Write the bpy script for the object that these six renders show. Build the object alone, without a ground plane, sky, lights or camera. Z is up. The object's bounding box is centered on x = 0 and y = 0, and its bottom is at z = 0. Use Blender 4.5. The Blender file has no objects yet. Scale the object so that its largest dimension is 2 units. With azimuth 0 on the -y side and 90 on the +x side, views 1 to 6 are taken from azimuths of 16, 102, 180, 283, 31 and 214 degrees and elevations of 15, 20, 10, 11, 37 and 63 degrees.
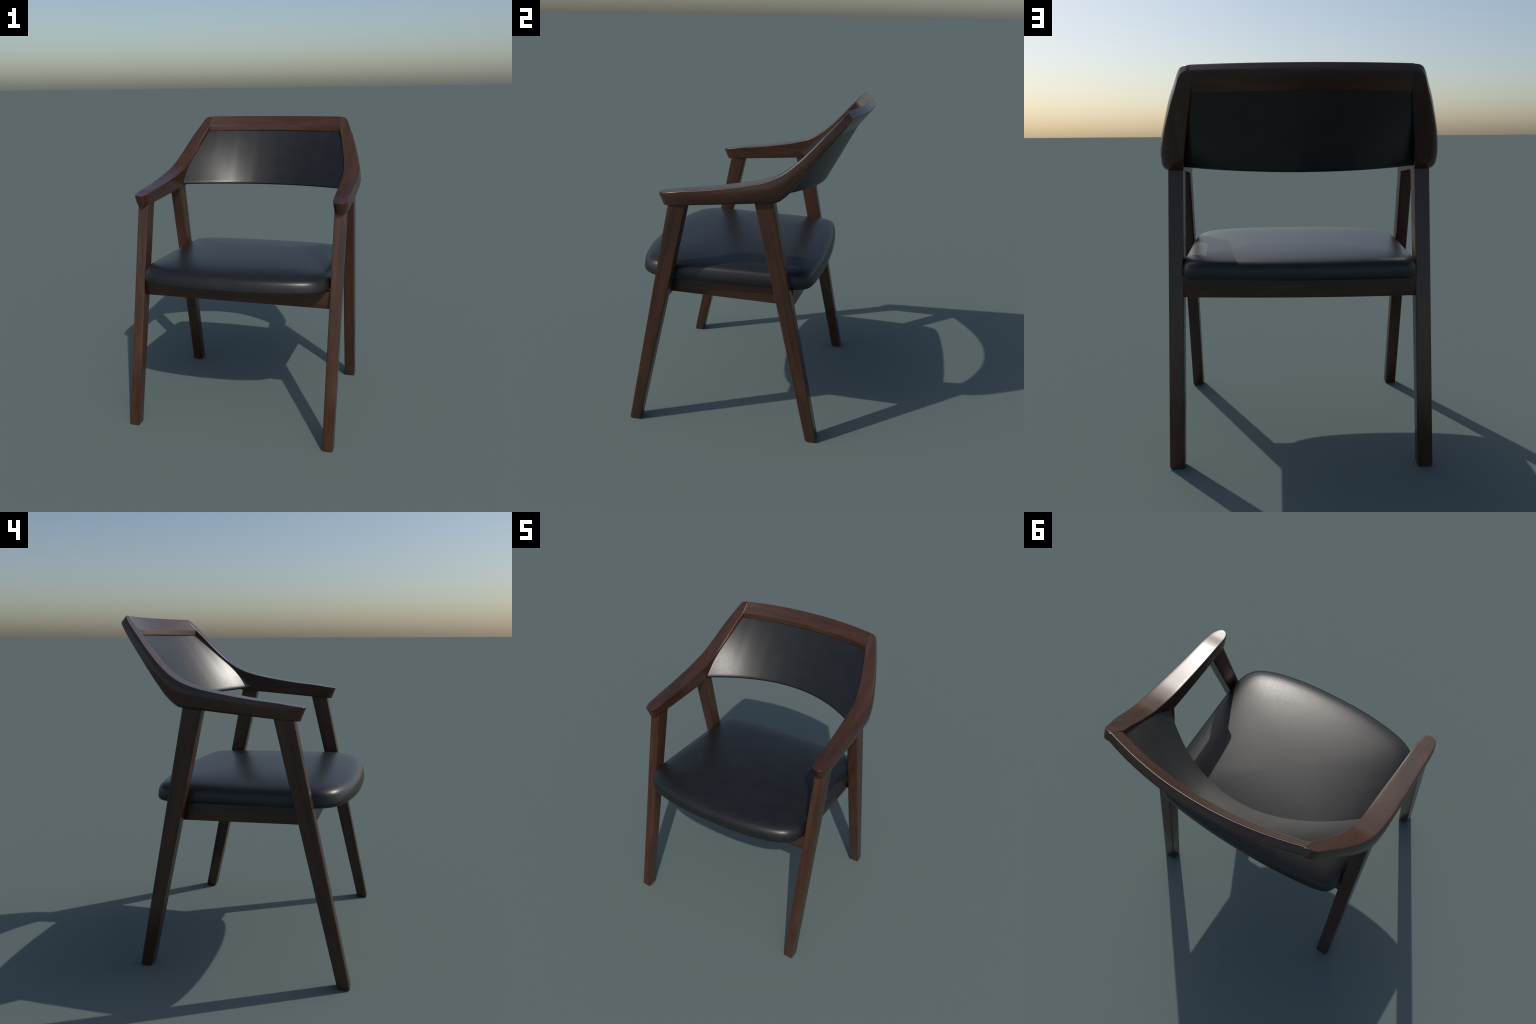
"""Mid-century armchair: splayed dark-walnut legs, sculpted bent arms running up
into a curved top rail, black leather back panel and domed seat cushion."""
import bpy, bmesh, math
import numpy as np

# ------------------------------------------------------------------ helpers
def interp_smooth(xs, ys, q):
    """Monotone-ish cubic (Catmull-Rom / Hermite) interpolation of ys over xs."""
    xs = np.asarray(xs, float); ys = np.asarray(ys, float); q = np.asarray(q, float)
    h = np.diff(xs); d = np.diff(ys) / h
    m = np.empty_like(ys); m[0] = d[0]; m[-1] = d[-1]
    for i in range(1, len(xs) - 1):
        m[i] = 0.0 if d[i-1] * d[i] < 0 else (d[i-1] * h[i] + d[i] * h[i-1]) / (h[i] + h[i-1])
    k = np.clip(np.searchsorted(xs, q, side='right') - 1, 0, len(xs) - 2)
    t = (q - xs[k]) / h[k]
    return ((2*t**3 - 3*t**2 + 1) * ys[k] + (t**3 - 2*t**2 + t) * h[k] * m[k]
            + (-2*t**3 + 3*t**2) * ys[k+1] + (t**3 - t**2) * h[k] * m[k+1])

def rounded_polygon(corners, radii, arc=5, side=6, bulge=None):
    """2D closed outline: straight (or bulged) sides joined by rounded corners.
    Always returns len(corners)*(arc+side) points, so outlines can be lofted."""
    n = len(corners); P = [np.array(c, float) for c in corners]
    arcs = []
    for i in range(n):
        a, b, c = P[i-1], P[i], P[(i+1) % n]
        u = a - b; v = c - b
        lu, lv = np.linalg.norm(u), np.linalg.norm(v)
        u /= max(lu, 1e-9); v /= max(lv, 1e-9)
        r = min(radii[i], 0.48 * lu, 0.48 * lv)
        p0, p2 = b + u * r, b + v * r
        arcs.append([(1-t)**2 * p0 + 2*t*(1-t) * b + t*t * p2
                     for t in np.linspace(0, 1, arc)])
    out = []
    for i in range(n):
        out += arcs[i]
        a, b = arcs[i][-1], arcs[(i+1) % n][0]
        d = b - a; L = np.linalg.norm(d)
        nrm = np.array([d[1], -d[0]]) / max(L, 1e-9)
        bl = bulge[i] if bulge else 0.0
        for j in range(1, side + 1):
            t = j / (side + 1)
            out.append(a + d * t + nrm * bl * 4 * t * (1 - t))
    return np.array(out)

def loft(name, rings, cap=True, smooth_angle=40):
    """Mesh through closed rings of equal length."""
    me = bpy.data.meshes.new(name)
    n = len(rings[0]); verts = [tuple(p) for r in rings for p in r]; faces = []
    for i in range(len(rings) - 1):
        for j in range(n):
            k = (j + 1) % n
            faces.append((i*n + j, i*n + k, (i+1)*n + k, (i+1)*n + j))
    if cap:
        for base, flip in ((0, True), ((len(rings)-1) * n, False)):
            c = np.mean(rings[0 if base == 0 else -1], axis=0)
            verts.append(tuple(c)); ci = len(verts) - 1
            for j in range(n):
                k = (j + 1) % n
                faces.append((base + k, base + j, ci) if flip else (base + j, base + k, ci))
    me.from_pydata(verts, [], faces)
    finish(me, smooth_angle)
    return me

def finish(me, smooth_angle):
    bm = bmesh.new(); bm.from_mesh(me)
    bmesh.ops.remove_doubles(bm, verts=bm.verts, dist=1e-5)
    bmesh.ops.recalc_face_normals(bm, faces=bm.faces)
    bm.to_mesh(me); bm.free()
    me.polygons.foreach_set("use_smooth", [True] * len(me.polygons))
    me.set_sharp_from_angle(angle=math.radians(smooth_angle))
    me.update()

def add(name, mesh, mat, parent):
    ob = bpy.data.objects.new(name, mesh)
    bpy.context.scene.collection.objects.link(ob)
    ob.parent = parent
    mesh.materials.clear(); mesh.materials.append(mat)
    return ob

def mirrored(mesh):
    m = mesh.copy()
    bm = bmesh.new(); bm.from_mesh(m)
    for v in bm.verts: v.co.x = -v.co.x
    bmesh.ops.reverse_faces(bm, faces=bm.faces)
    bm.to_mesh(m); bm.free()
    m.set_sharp_from_angle(angle=math.radians(40)); m.update()
    return m

# ---------------------------------------------------------------- materials
def node(nt, kind, **kw):
    n = nt.nodes.new(kind)
    for k, v in kw.items():
        if k == 'inputs':
            for key, val in v.items(): n.inputs[key].default_value = val
        else: setattr(n, k, v)
    return n

def math_node(nt, op, a, b=None):
    n = nt.nodes.new('ShaderNodeMath'); n.operation = op
    for i, v in enumerate((a, b)):
        if v is None: continue
        if isinstance(v, (int, float)): n.inputs[i].default_value = v
        else: nt.links.new(v, n.inputs[i])
    return n.outputs[0]

def ramp(nt, fac, stops):
    r = nt.nodes.new('ShaderNodeValToRGB'); el = r.color_ramp.elements
    while len(el) < len(stops): el.new(0.5)
    for e, (p, c) in zip(el, stops):
        e.position = p; e.color = (*c, 1)
    nt.links.new(fac, r.inputs[0]); return r.outputs[0]

WOOD_DARK = (0.0175, 0.0085, 0.0060)
WOOD_MID  = (0.058, 0.0234, 0.0126)
WOOD_LITE = (0.102, 0.0450, 0.0228)

def wood(name, grain, follow_arm=False, rake=0.0):
    """Oiled dark walnut; grain = object axis along which the fibres run."""
    mat = bpy.data.materials.new(name); mat.use_nodes = True
    nt = mat.node_tree; nt.nodes.clear(); L = nt.links.new
    out = node(nt, 'ShaderNodeOutputMaterial'); bsdf = node(nt, 'ShaderNodeBsdfPrincipled')
    L(bsdf.outputs[0], out.inputs[0])
    bsdf.inputs['Specular IOR Level'].default_value = 0.55
    tc = node(nt, 'ShaderNodeTexCoord'); sep = node(nt, 'ShaderNodeSeparateXYZ')
    L(tc.outputs['Object'], sep.inputs[0])
    X, Y, Zc = sep.outputs
    if follow_arm:
        # subtract the arm's bent centre line so the fibres follow the curve
        t = math_node(nt, 'MULTIPLY', math_node(nt, 'SUBTRACT', Y, 0.23), 1.12)
        s = math_node(nt, 'SQRT', math_node(nt, 'ADD', math_node(nt, 'MULTIPLY', t, t), 0.006))
        f = math_node(nt, 'MULTIPLY', math_node(nt, 'ADD', t, s), 0.5)
        Zc = math_node(nt, 'SUBTRACT', Zc, f)
    if rake:      # fibres run along the raked leg
        Y = math_node(nt, 'SUBTRACT', Y, math_node(nt, 'MULTIPLY', Zc, rake))
    rnd = node(nt, 'ShaderNodeObjectInfo').outputs['Random']
    off = math_node(nt, 'MULTIPLY', rnd, 7.0)
    ax = [X, Y, Zc]
    def stretched(along, across):
        c = node(nt, 'ShaderNodeCombineXYZ')
        for i in range(3):
            v = math_node(nt, 'MULTIPLY', ax[i], along if i == grain else across)
            L(math_node(nt, 'ADD', v, off), c.inputs[i])
        return c.outputs[0]
    def noise(vec, scale, detail, rough, dist=0.0):
        n = node(nt, 'ShaderNodeTexNoise',
                 inputs={'Scale': scale, 'Detail': detail, 'Roughness': rough, 'Distortion': dist})
        L(vec, n.inputs['Vector']); return n.outputs['Fac']
    bands  = noise(stretched(0.8, 11.0), 1.6, 4, 0.55, 0.6)     # broad figure
    streak = noise(stretched(1.8, 60.0), 2.0, 5, 0.65, 0.2)     # fibres
    blotch = noise(stretched(2.5, 5.0), 1.3, 2, 0.5)            # stain variation
    pores  = noise(stretched(14.0, 260.0), 1.0, 2, 0.5)
    mix = math_node(nt, 'ADD', math_node(nt, 'MULTIPLY', bands, 0.45),
                    math_node(nt, 'MULTIPLY', streak, 0.28))
    mix = math_node(nt, 'ADD', mix, math_node(nt, 'MULTIPLY', blotch, 0.27))
    col = ramp(nt, mix, [(0.26, WOOD_DARK), (0.50, WOOD_MID), (0.75, WOOD_LITE)])
    pore = ramp(nt, pores, [(0.30, (0.55, 0.55, 0.55)), (0.48, (1, 1, 1))])
    mul = node(nt, 'ShaderNodeMix', data_type='RGBA', blend_type='MULTIPLY')
    mul.inputs['Factor'].default_value = 0.35
    L(col, mul.inputs['A']); L(pore, mul.inputs['B'])
    L(mul.outputs['Result'], bsdf.inputs['Base Color'])
    rr = node(nt, 'ShaderNodeMapRange', inputs={'To Min': 0.24, 'To Max': 0.30})
    L(streak, rr.inputs['Value']); L(rr.outputs[0], bsdf.inputs['Roughness'])
    bump = node(nt, 'ShaderNodeBump', inputs={'Strength': 0.015, 'Distance': 0.002})
    L(streak, bump.inputs['Height']); L(bump.outputs[0], bsdf.inputs['Normal'])
    return mat

def leather(name):
    mat = bpy.data.materials.new(name); mat.use_nodes = True
    nt = mat.node_tree; nt.nodes.clear(); L = nt.links.new
    out = node(nt, 'ShaderNodeOutputMaterial'); bsdf = node(nt, 'ShaderNodeBsdfPrincipled')
    L(bsdf.outputs[0], out.inputs[0])
    tc = node(nt, 'ShaderNodeTexCoord')
    def noise(scale, detail, rough):
        n = node(nt, 'ShaderNodeTexNoise', inputs={'Scale': scale, 'Detail': detail, 'Roughness': rough})
        L(tc.outputs['Object'], n.inputs['Vector']); return n.outputs['Fac']
    cloud = noise(9.0, 6, 0.65)
    L(ramp(nt, cloud, [(0.3, (0.0090, 0.0090, 0.0093)), (0.7, (0.0150, 0.0147, 0.0150))]),
      bsdf.inputs['Base Color'])
    rr = node(nt, 'ShaderNodeMapRange', inputs={'To Min': 0.32, 'To Max': 0.40})
    L(noise(90.0, 4, 0.6), rr.inputs['Value']); L(rr.outputs[0], bsdf.inputs['Roughness'])
    vor = node(nt, 'ShaderNodeTexVoronoi', feature='DISTANCE_TO_EDGE', inputs={'Scale': 120.0})
    L(tc.outputs['Object'], vor.inputs['Vector'])
    h = math_node(nt, 'ADD', math_node(nt, 'MULTIPLY', vor.outputs['Distance'], 0.5), noise(60.0, 4, 0.6))
    bump = node(nt, 'ShaderNodeBump', inputs={'Strength': 0.05, 'Distance': 0.002})
    L(h, bump.inputs['Height']); L(bump.outputs[0], bsdf.inputs['Normal'])
    return mat

WOOD_FRONT_LEG = wood("walnut_leaning_back", 2, rake=0.231)
WOOD_BACK_LEG  = wood("walnut_leaning_forward", 2, rake=-0.209)
WOOD_ARM  = wood("walnut_arm", 1, follow_arm=True)
WOOD_RAIL = wood("walnut_crosswise", 0)
WOOD_SIDE = wood("walnut_lengthwise", 1)
LEATHER   = leather("black_leather")

# -------------------------------------------------------------------- chair
chair = bpy.data.objects.new("armchair", None)
bpy.context.scene.collection.objects.link(chair)
chair["label"] = "dark walnut armchair with black leather seat and back"
chair["category"] = "armchair"

# ---- legs: straight in the front view, raked and tapered in the side view
def make_leg(x0, x1, foot, head, z_front, z_back):
    """foot/head = (front y, back y) at the floor and under the arm."""
    rings = []
    for i, t in enumerate([0, 0.006, 0.25, 0.5, 0.75, 1.0]):
        yf = foot[0] + (head[0] - foot[0]) * t
        yb = foot[1] + (head[1] - foot[1]) * t
        g = 0.004 if i == 0 else 0.0
        zf, zb = z_front * t, z_back * t
        o = rounded_polygon([(x0+g, yf+g), (x1-g, yf+g), (x1-g, yb-g), (x0+g, yb-g)],
                            [0.008] * 4, arc=5, side=3)
        w = (o[:, 1] - yf) / (yb - yf)
        rings.append(np.column_stack([o[:, 0], o[:, 1], zf + (zb - zf) * w]))
    return loft("leg", rings, smooth_angle=50)

front_leg = make_leg(0.6270, 0.6965, (-0.6985, -0.6295), (-0.3795, -0.2705), 1.462, 1.472)
back_leg  = make_leg(0.6000, 0.6775, (0.4540, 0.5225), (0.1205, 0.2255), 1.504, 1.516)
for m, timber in ((front_leg, WOOD_FRONT_LEG), (back_leg, WOOD_BACK_LEG)):
    add("leg", m, timber, chair)
    add("leg", mirrored(m), timber, chair)

# ---- arms: side profile (top and bottom curves) with inner/outer widths
#  s     top y    top z    bot y    bot z    xi_t   xo_t   xi_b   xo_b   r_bot_out bulge
ARM = [
 (0.000,-0.4375, 1.5300, -0.4080, 1.4570, 0.661, 0.667, 0.662, 0.668, 0.006, 0.000),
 (0.020,-0.4365, 1.5300, -0.4070, 1.4570, 0.648, 0.679, 0.652, 0.677, 0.006, 0.000),
 (0.045,-0.4320, 1.5305, -0.4025, 1.4573, 0.637, 0.689, 0.643, 0.685, 0.006, 0.000),
 (0.08, -0.4230, 1.5316, -0.3940, 1.4580, 0.6285,0.6975,0.6345,0.693, 0.008, 0.002),
 (0.12, -0.4060, 1.5338, -0.3780, 1.4593, 0.622, 0.705, 0.629, 0.702, 0.012, 0.003),
 (0.18, -0.3750, 1.5380, -0.3500, 1.4616, 0.6175,0.7115,0.625, 0.708, 0.013, 0.003),
 (0.28, -0.3000, 1.5500, -0.2800, 1.4675, 0.613, 0.7145,0.620, 0.710, 0.015, 0.003),
 (0.40, -0.1500, 1.5680, -0.1400, 1.4795, 0.606, 0.7150,0.611, 0.709, 0.020, 0.004),
 (0.50,  0.0000, 1.5920,  0.0150, 1.4930, 0.5985,0.7145,0.603, 0.709, 0.030, 0.005),
 (0.57,  0.1000, 1.6115,  0.1250, 1.5020, 0.594, 0.7125,0.599, 0.707, 0.040, 0.006),
 (0.63,  0.1800, 1.6330,  0.2220, 1.5095, 0.592, 0.708, 0.595, 0.708, 0.050, 0.007),
 (0.67,  0.2200, 1.6485,  0.2620, 1.5230, 0.590, 0.703, 0.590, 0.706, 0.048, 0.006),
 (0.71,  0.2600, 1.6680,  0.3080, 1.5630, 0.586, 0.696, 0.581, 0.699, 0.040, 0.005),
 (0.77,  0.3200, 1.7110,  0.3730, 1.6420, 0.5755,0.681, 0.563, 0.678, 0.026, 0.004),
 (0.82,  0.3700, 1.7560,  0.4270, 1.7115, 0.562, 0.664, 0.546, 0.655, 0.018, 0.003),
 (0.88,  0.4400, 1.8280,  0.4890, 1.7910, 0.541, 0.635, 0.527, 0.622, 0.012, 0.002),
 (0.92,  0.4800, 1.8730,  0.5250, 1.8360, 0.527, 0.615, 0.515, 0.603, 0.010, 0.002),
 (0.965, 0.5380, 1.9360,  0.5740, 1.8980, 0.503, 0.581, 0.501, 0.574, 0.008, 0.001),
 (0.982, 0.5640, 1.9665,  0.5980, 1.9310, 0.500, 0.566, 0.500, 0.560, 0.008, 0.001),
 (0.988, 0.5740, 1.9785,  0.6070, 1.9435, 0.500, 0.558, 0.500, 0.553, 0.008, 0.000),
 (0.993, 0.5830, 1.9890,  0.6145, 1.9530, 0.500, 0.549, 0.500, 0.545, 0.008, 0.000),
 (0.997, 0.5895, 1.9955,  0.6200, 1.9605, 0.500, 0.535, 0.500, 0.533, 0.008, 0.000),
 (1.000, 0.5975, 1.9970,  0.6215, 1.9680, 0.500, 0.514, 0.500, 0.514, 0.007, 0.000),
]
def make_arm():
    A = np.array(ARM); s = A[:, 0]
    q = np.unique(np.concatenate([s, np.linspace(0.13, 0.95, 60)]))
    c = [interp_smooth(s, A[:, k], q) for k in range(1, 11)]
    rings = []
    for ty, tz, by, bz, xit, xot, xib, xob, rb, bl in zip(*c):
        H = math.hypot(ty - by, tz - bz)
        o = rounded_polygon([(xib, 0), (xob, 0), (xot, H), (xit, H)],
                            [0.006, rb, 0.008, 0.006], arc=7, side=6,
                            bulge=[0, bl, 0.0, 0])
        w = o[:, 1] / H
        rings.append(np.column_stack([o[:, 0], by + (ty - by) * w, bz + (tz - bz) * w]))
    return loft("armrest", rings, smooth_angle=38)

arm = make_arm()
add("armrest", arm, WOOD_ARM, chair)
add("armrest", mirrored(arm), WOOD_ARM, chair)

# ---- top rail: leaning board bowed backwards between the two arms
def make_top_rail():
    rings = []
    for x in np.linspace(-0.503, 0.503, 49):
        #    lip foot, front-bottom, front-top, back-top, back-bottom   (y, z)
        pts = [(0.6070, 1.8965 - 0.022 * x * x), (0.6095, 1.9285), (0.6660, 2.0020), (0.6985, 1.9660), (0.6265, 1.8765)]
        bows = (-0.282, -0.286, -0.286, -0.297, -0.262)
        pts = [(y + b * x * x, z) for (y, z), b in zip(pts, bows)]
        o = rounded_polygon(pts, [0.002, 0.004, 0.007, 0.007, 0.004], arc=5, side=4)
        rings.append(np.column_stack([np.full(len(o), x), o[:, 0], o[:, 1]]))
    return loft("top_rail", rings, smooth_angle=38)
add("top_rail", make_top_rail(), WOOD_RAIL, chair)

# ---- back panel: upholstered shell, more strongly curved at its lower edge
def make_panel():
    rows = []
    vs = np.concatenate([[0, 0.006, 0.016, 0.032], np.linspace(0.06, 1.06, 34)])
    us = np.concatenate([[-1, -0.993, -0.98], np.linspace(-0.96, 0.96, 61), [0.98, 0.993, 1]])
    def surf(u, v):
        half = float(interp_smooth([0, .25, .5, .75, 1.0, 1.1],
                                   [.590, .588, .577, .550, .512, .505], [v])[0])
        x = u * half
        k = 0.715 + (0.290 - 0.715) * v
        y = 0.403 + (0.6130 - 0.403) * v - k * x * x
        y += 0.00025 * math.sin(48 * x + 1.0) + 0.00012 * math.sin(89 * x)   # ripple modelled in to break the highlight into vertical streaks
        z = 1.5110 + 0.060 * x * x * (1 - v) + (1.893 - 1.5110) * v
        return np.array([x, y, z])
    def normal(u, v):
        e = 1e-3
        a = surf(u + e, v) - surf(u - e, v); b = surf(u, v + e) - surf(u, v - e)
        n = np.cross(a, b); return n / np.linalg.norm(n)   # points to the front (-y)
    front, back = [], []
    for v in vs:
        fr, bk = [], []
        for u in us:
            p = surf(u, v); n = normal(u, v)
            if n[1] > 0: n = -n
            edge = min(1.0, max(0.0, v) / 0.032)
            T = 0.023 - 0.008 * min(v, 1.0) + (0.02 + 0.14 * max(0.0, v * (1 - v))) * p[0] ** 2
            r = 0.009 * (1 - math.sqrt(max(0.0, 1 - (1 - edge) ** 2)))
            fr.append(p - n * r)
            bk.append(p - n * np.array([1, 1, 0.6]) * (T - r))
        front.append(fr); back.append(bk)
    nv, nu = len(vs), len(us)
    verts = [tuple(p) for r in front for p in r] + [tuple(p) for r in back for p in r]
    B = nv * nu; faces = []
    for i in range(nv - 1):
        for j in range(nu - 1):
            a = i * nu + j
            faces.append((a, a + 1, a + nu + 1, a + nu))
            faces.append((B + a, B + a + nu, B + a + nu + 1, B + a + 1))
    for j in range(nu - 1):
        faces.append((j + 1, j, B + j, B + j + 1))
        t = (nv - 1) * nu + j
        faces.append((t, t + 1, B + t + 1, B + t))
    for i in range(nv - 1):
        a = i * nu; faces.append((a, a + nu, B + a + nu, B + a))
        b = a + nu - 1; faces.append((b + nu, b, B + b, B + b + nu))
    me = bpy.data.meshes.new("back_panel"); me.from_pydata(verts, [], faces)
    finish(me, 60); return me
add("back_panel", make_panel(), LEATHER, chair)

# ---- seat cushion: rounded trapezoid plan, bowed front and back, domed top
HALF_PLAN = [  # (x, y) from the middle of the front edge round to the middle of the back
 (0.00, -0.689), (0.19, -0.683), (0.34, -0.665), (0.455, -0.639), (0.542, -0.602),
 (0.592, -0.553), (0.617, -0.487), (0.625, -0.385), (0.622, -0.200), (0.616, 0.00),
 (0.610, 0.18), (0.604, 0.31), (0.593, 0.377), (0.562, 0.421), (0.500, 0.443),
 (0.38, 0.459), (0.20, 0.473), (0.00, 0.478)]
def closed_plan(n_sub=5):
    H = np.array(HALF_PLAN)
    P = np.vstack([H, (H[1:-1] * [-1, 1])[::-1]])
    n = len(P); out = []
    for i in range(n):
        p0, p1, p2, p3 = P[i-1], P[i], P[(i+1) % n], P[(i+2) % n]
        for t in np.linspace(0, 1, n_sub, endpoint=False):
            out.append(0.5 * (2*p1 + (p2-p0)*t + (2*p0-5*p1+4*p2-p3)*t*t + (3*p1-p0-3*p2+p3)*t**3))
    return np.array(out)

def make_cushion():
    plan = closed_plan(); c = np.array([0.0, -0.09])
    prof = [(0.45, 0.9750), (0.10, 0.9740), (0.035, 0.9740), (0.020, 0.9752), (0.010, 0.9785),
            (0.003, 0.9855), (0.0, 0.9960), (0.0005, 1.0080), (0.002, 1.0220), (0.005, 1.0350),
            (0.009, 1.0480), (0.016, 1.0590), (0.027, 1.0685), (0.043, 1.0765), (0.068, 1.0830),
            (0.100, 1.0875), (0.150, 1.0930), (0.220, 1.0970), (0.320, 1.1005), (0.430, 1.1020),
            (0.550, 1.1025)]
    rings = []
    for inset, z in prof:
        d = plan - c; R = np.linalg.norm(d, axis=1)
        s = np.maximum(1 - inset / 0.60, 0.02)
        p = c + d * s
        crown = min(1.0, max(0.0, (z - 1.03) / 0.055))       # top slopes down to the back
        zz = z - p[:, 1] * (0.012 * (z < 1.0) + 0.015 * crown)
        rings.append(np.column_stack([p[:, 0], p[:, 1], zz]))
    return loft("seat_cushion", rings, smooth_angle=80)
add("seat_cushion", make_cushion(), LEATHER, chair)

# ---- seat rails under the cushion
def make_board(name, a, b, top, bottom, thick, bow=(0, 0), along=0):
    """Board from a=(x,y) to b=(x,y); top/bottom = z at each end."""
    rings = []; a = np.array(a); b = np.array(b)
    d = (b - a) / np.linalg.norm(b - a); n = np.array([-d[1], d[0]])
    for t in np.linspace(0, 1, 25):
        p = a + (b - a) * t + np.array(bow) * 4 * t * (1 - t)
        zt = top[0] + (top[1] - top[0]) * t; zb = bottom[0] + (bottom[1] - bottom[0]) * t
        o = rounded_polygon([(-thick/2, zb), (thick/2, zb), (thick/2, zt), (-thick/2, zt)],
                            [0.004] * 4, arc=4, side=2)
        rings.append(np.column_stack([p[0] + n[0] * o[:, 0], p[1] + n[1] * o[:, 0], o[:, 1]]))
    return loft(name, rings, smooth_angle=38)

side = make_board("seat_rail", (0.563, -0.45), (0.559, 0.31), (0.985, 0.975), (0.883, 0.867), 0.036)
add("seat_rail", side, WOOD_SIDE, chair)
add("seat_rail", mirrored(side), WOOD_SIDE, chair)
add("seat_rail", make_board("seat_rail", (-0.632, -0.447), (0.632, -0.447),
                            (0.975, 0.975), (0.862, 0.862), 0.040), WOOD_RAIL, chair)
add("seat_rail", make_board("seat_rail", (-0.604, 0.318), (0.604, 0.318),
                            (0.976, 0.976), (0.863, 0.863), 0.040, bow=(0, 0.028)), WOOD_RAIL, chair)
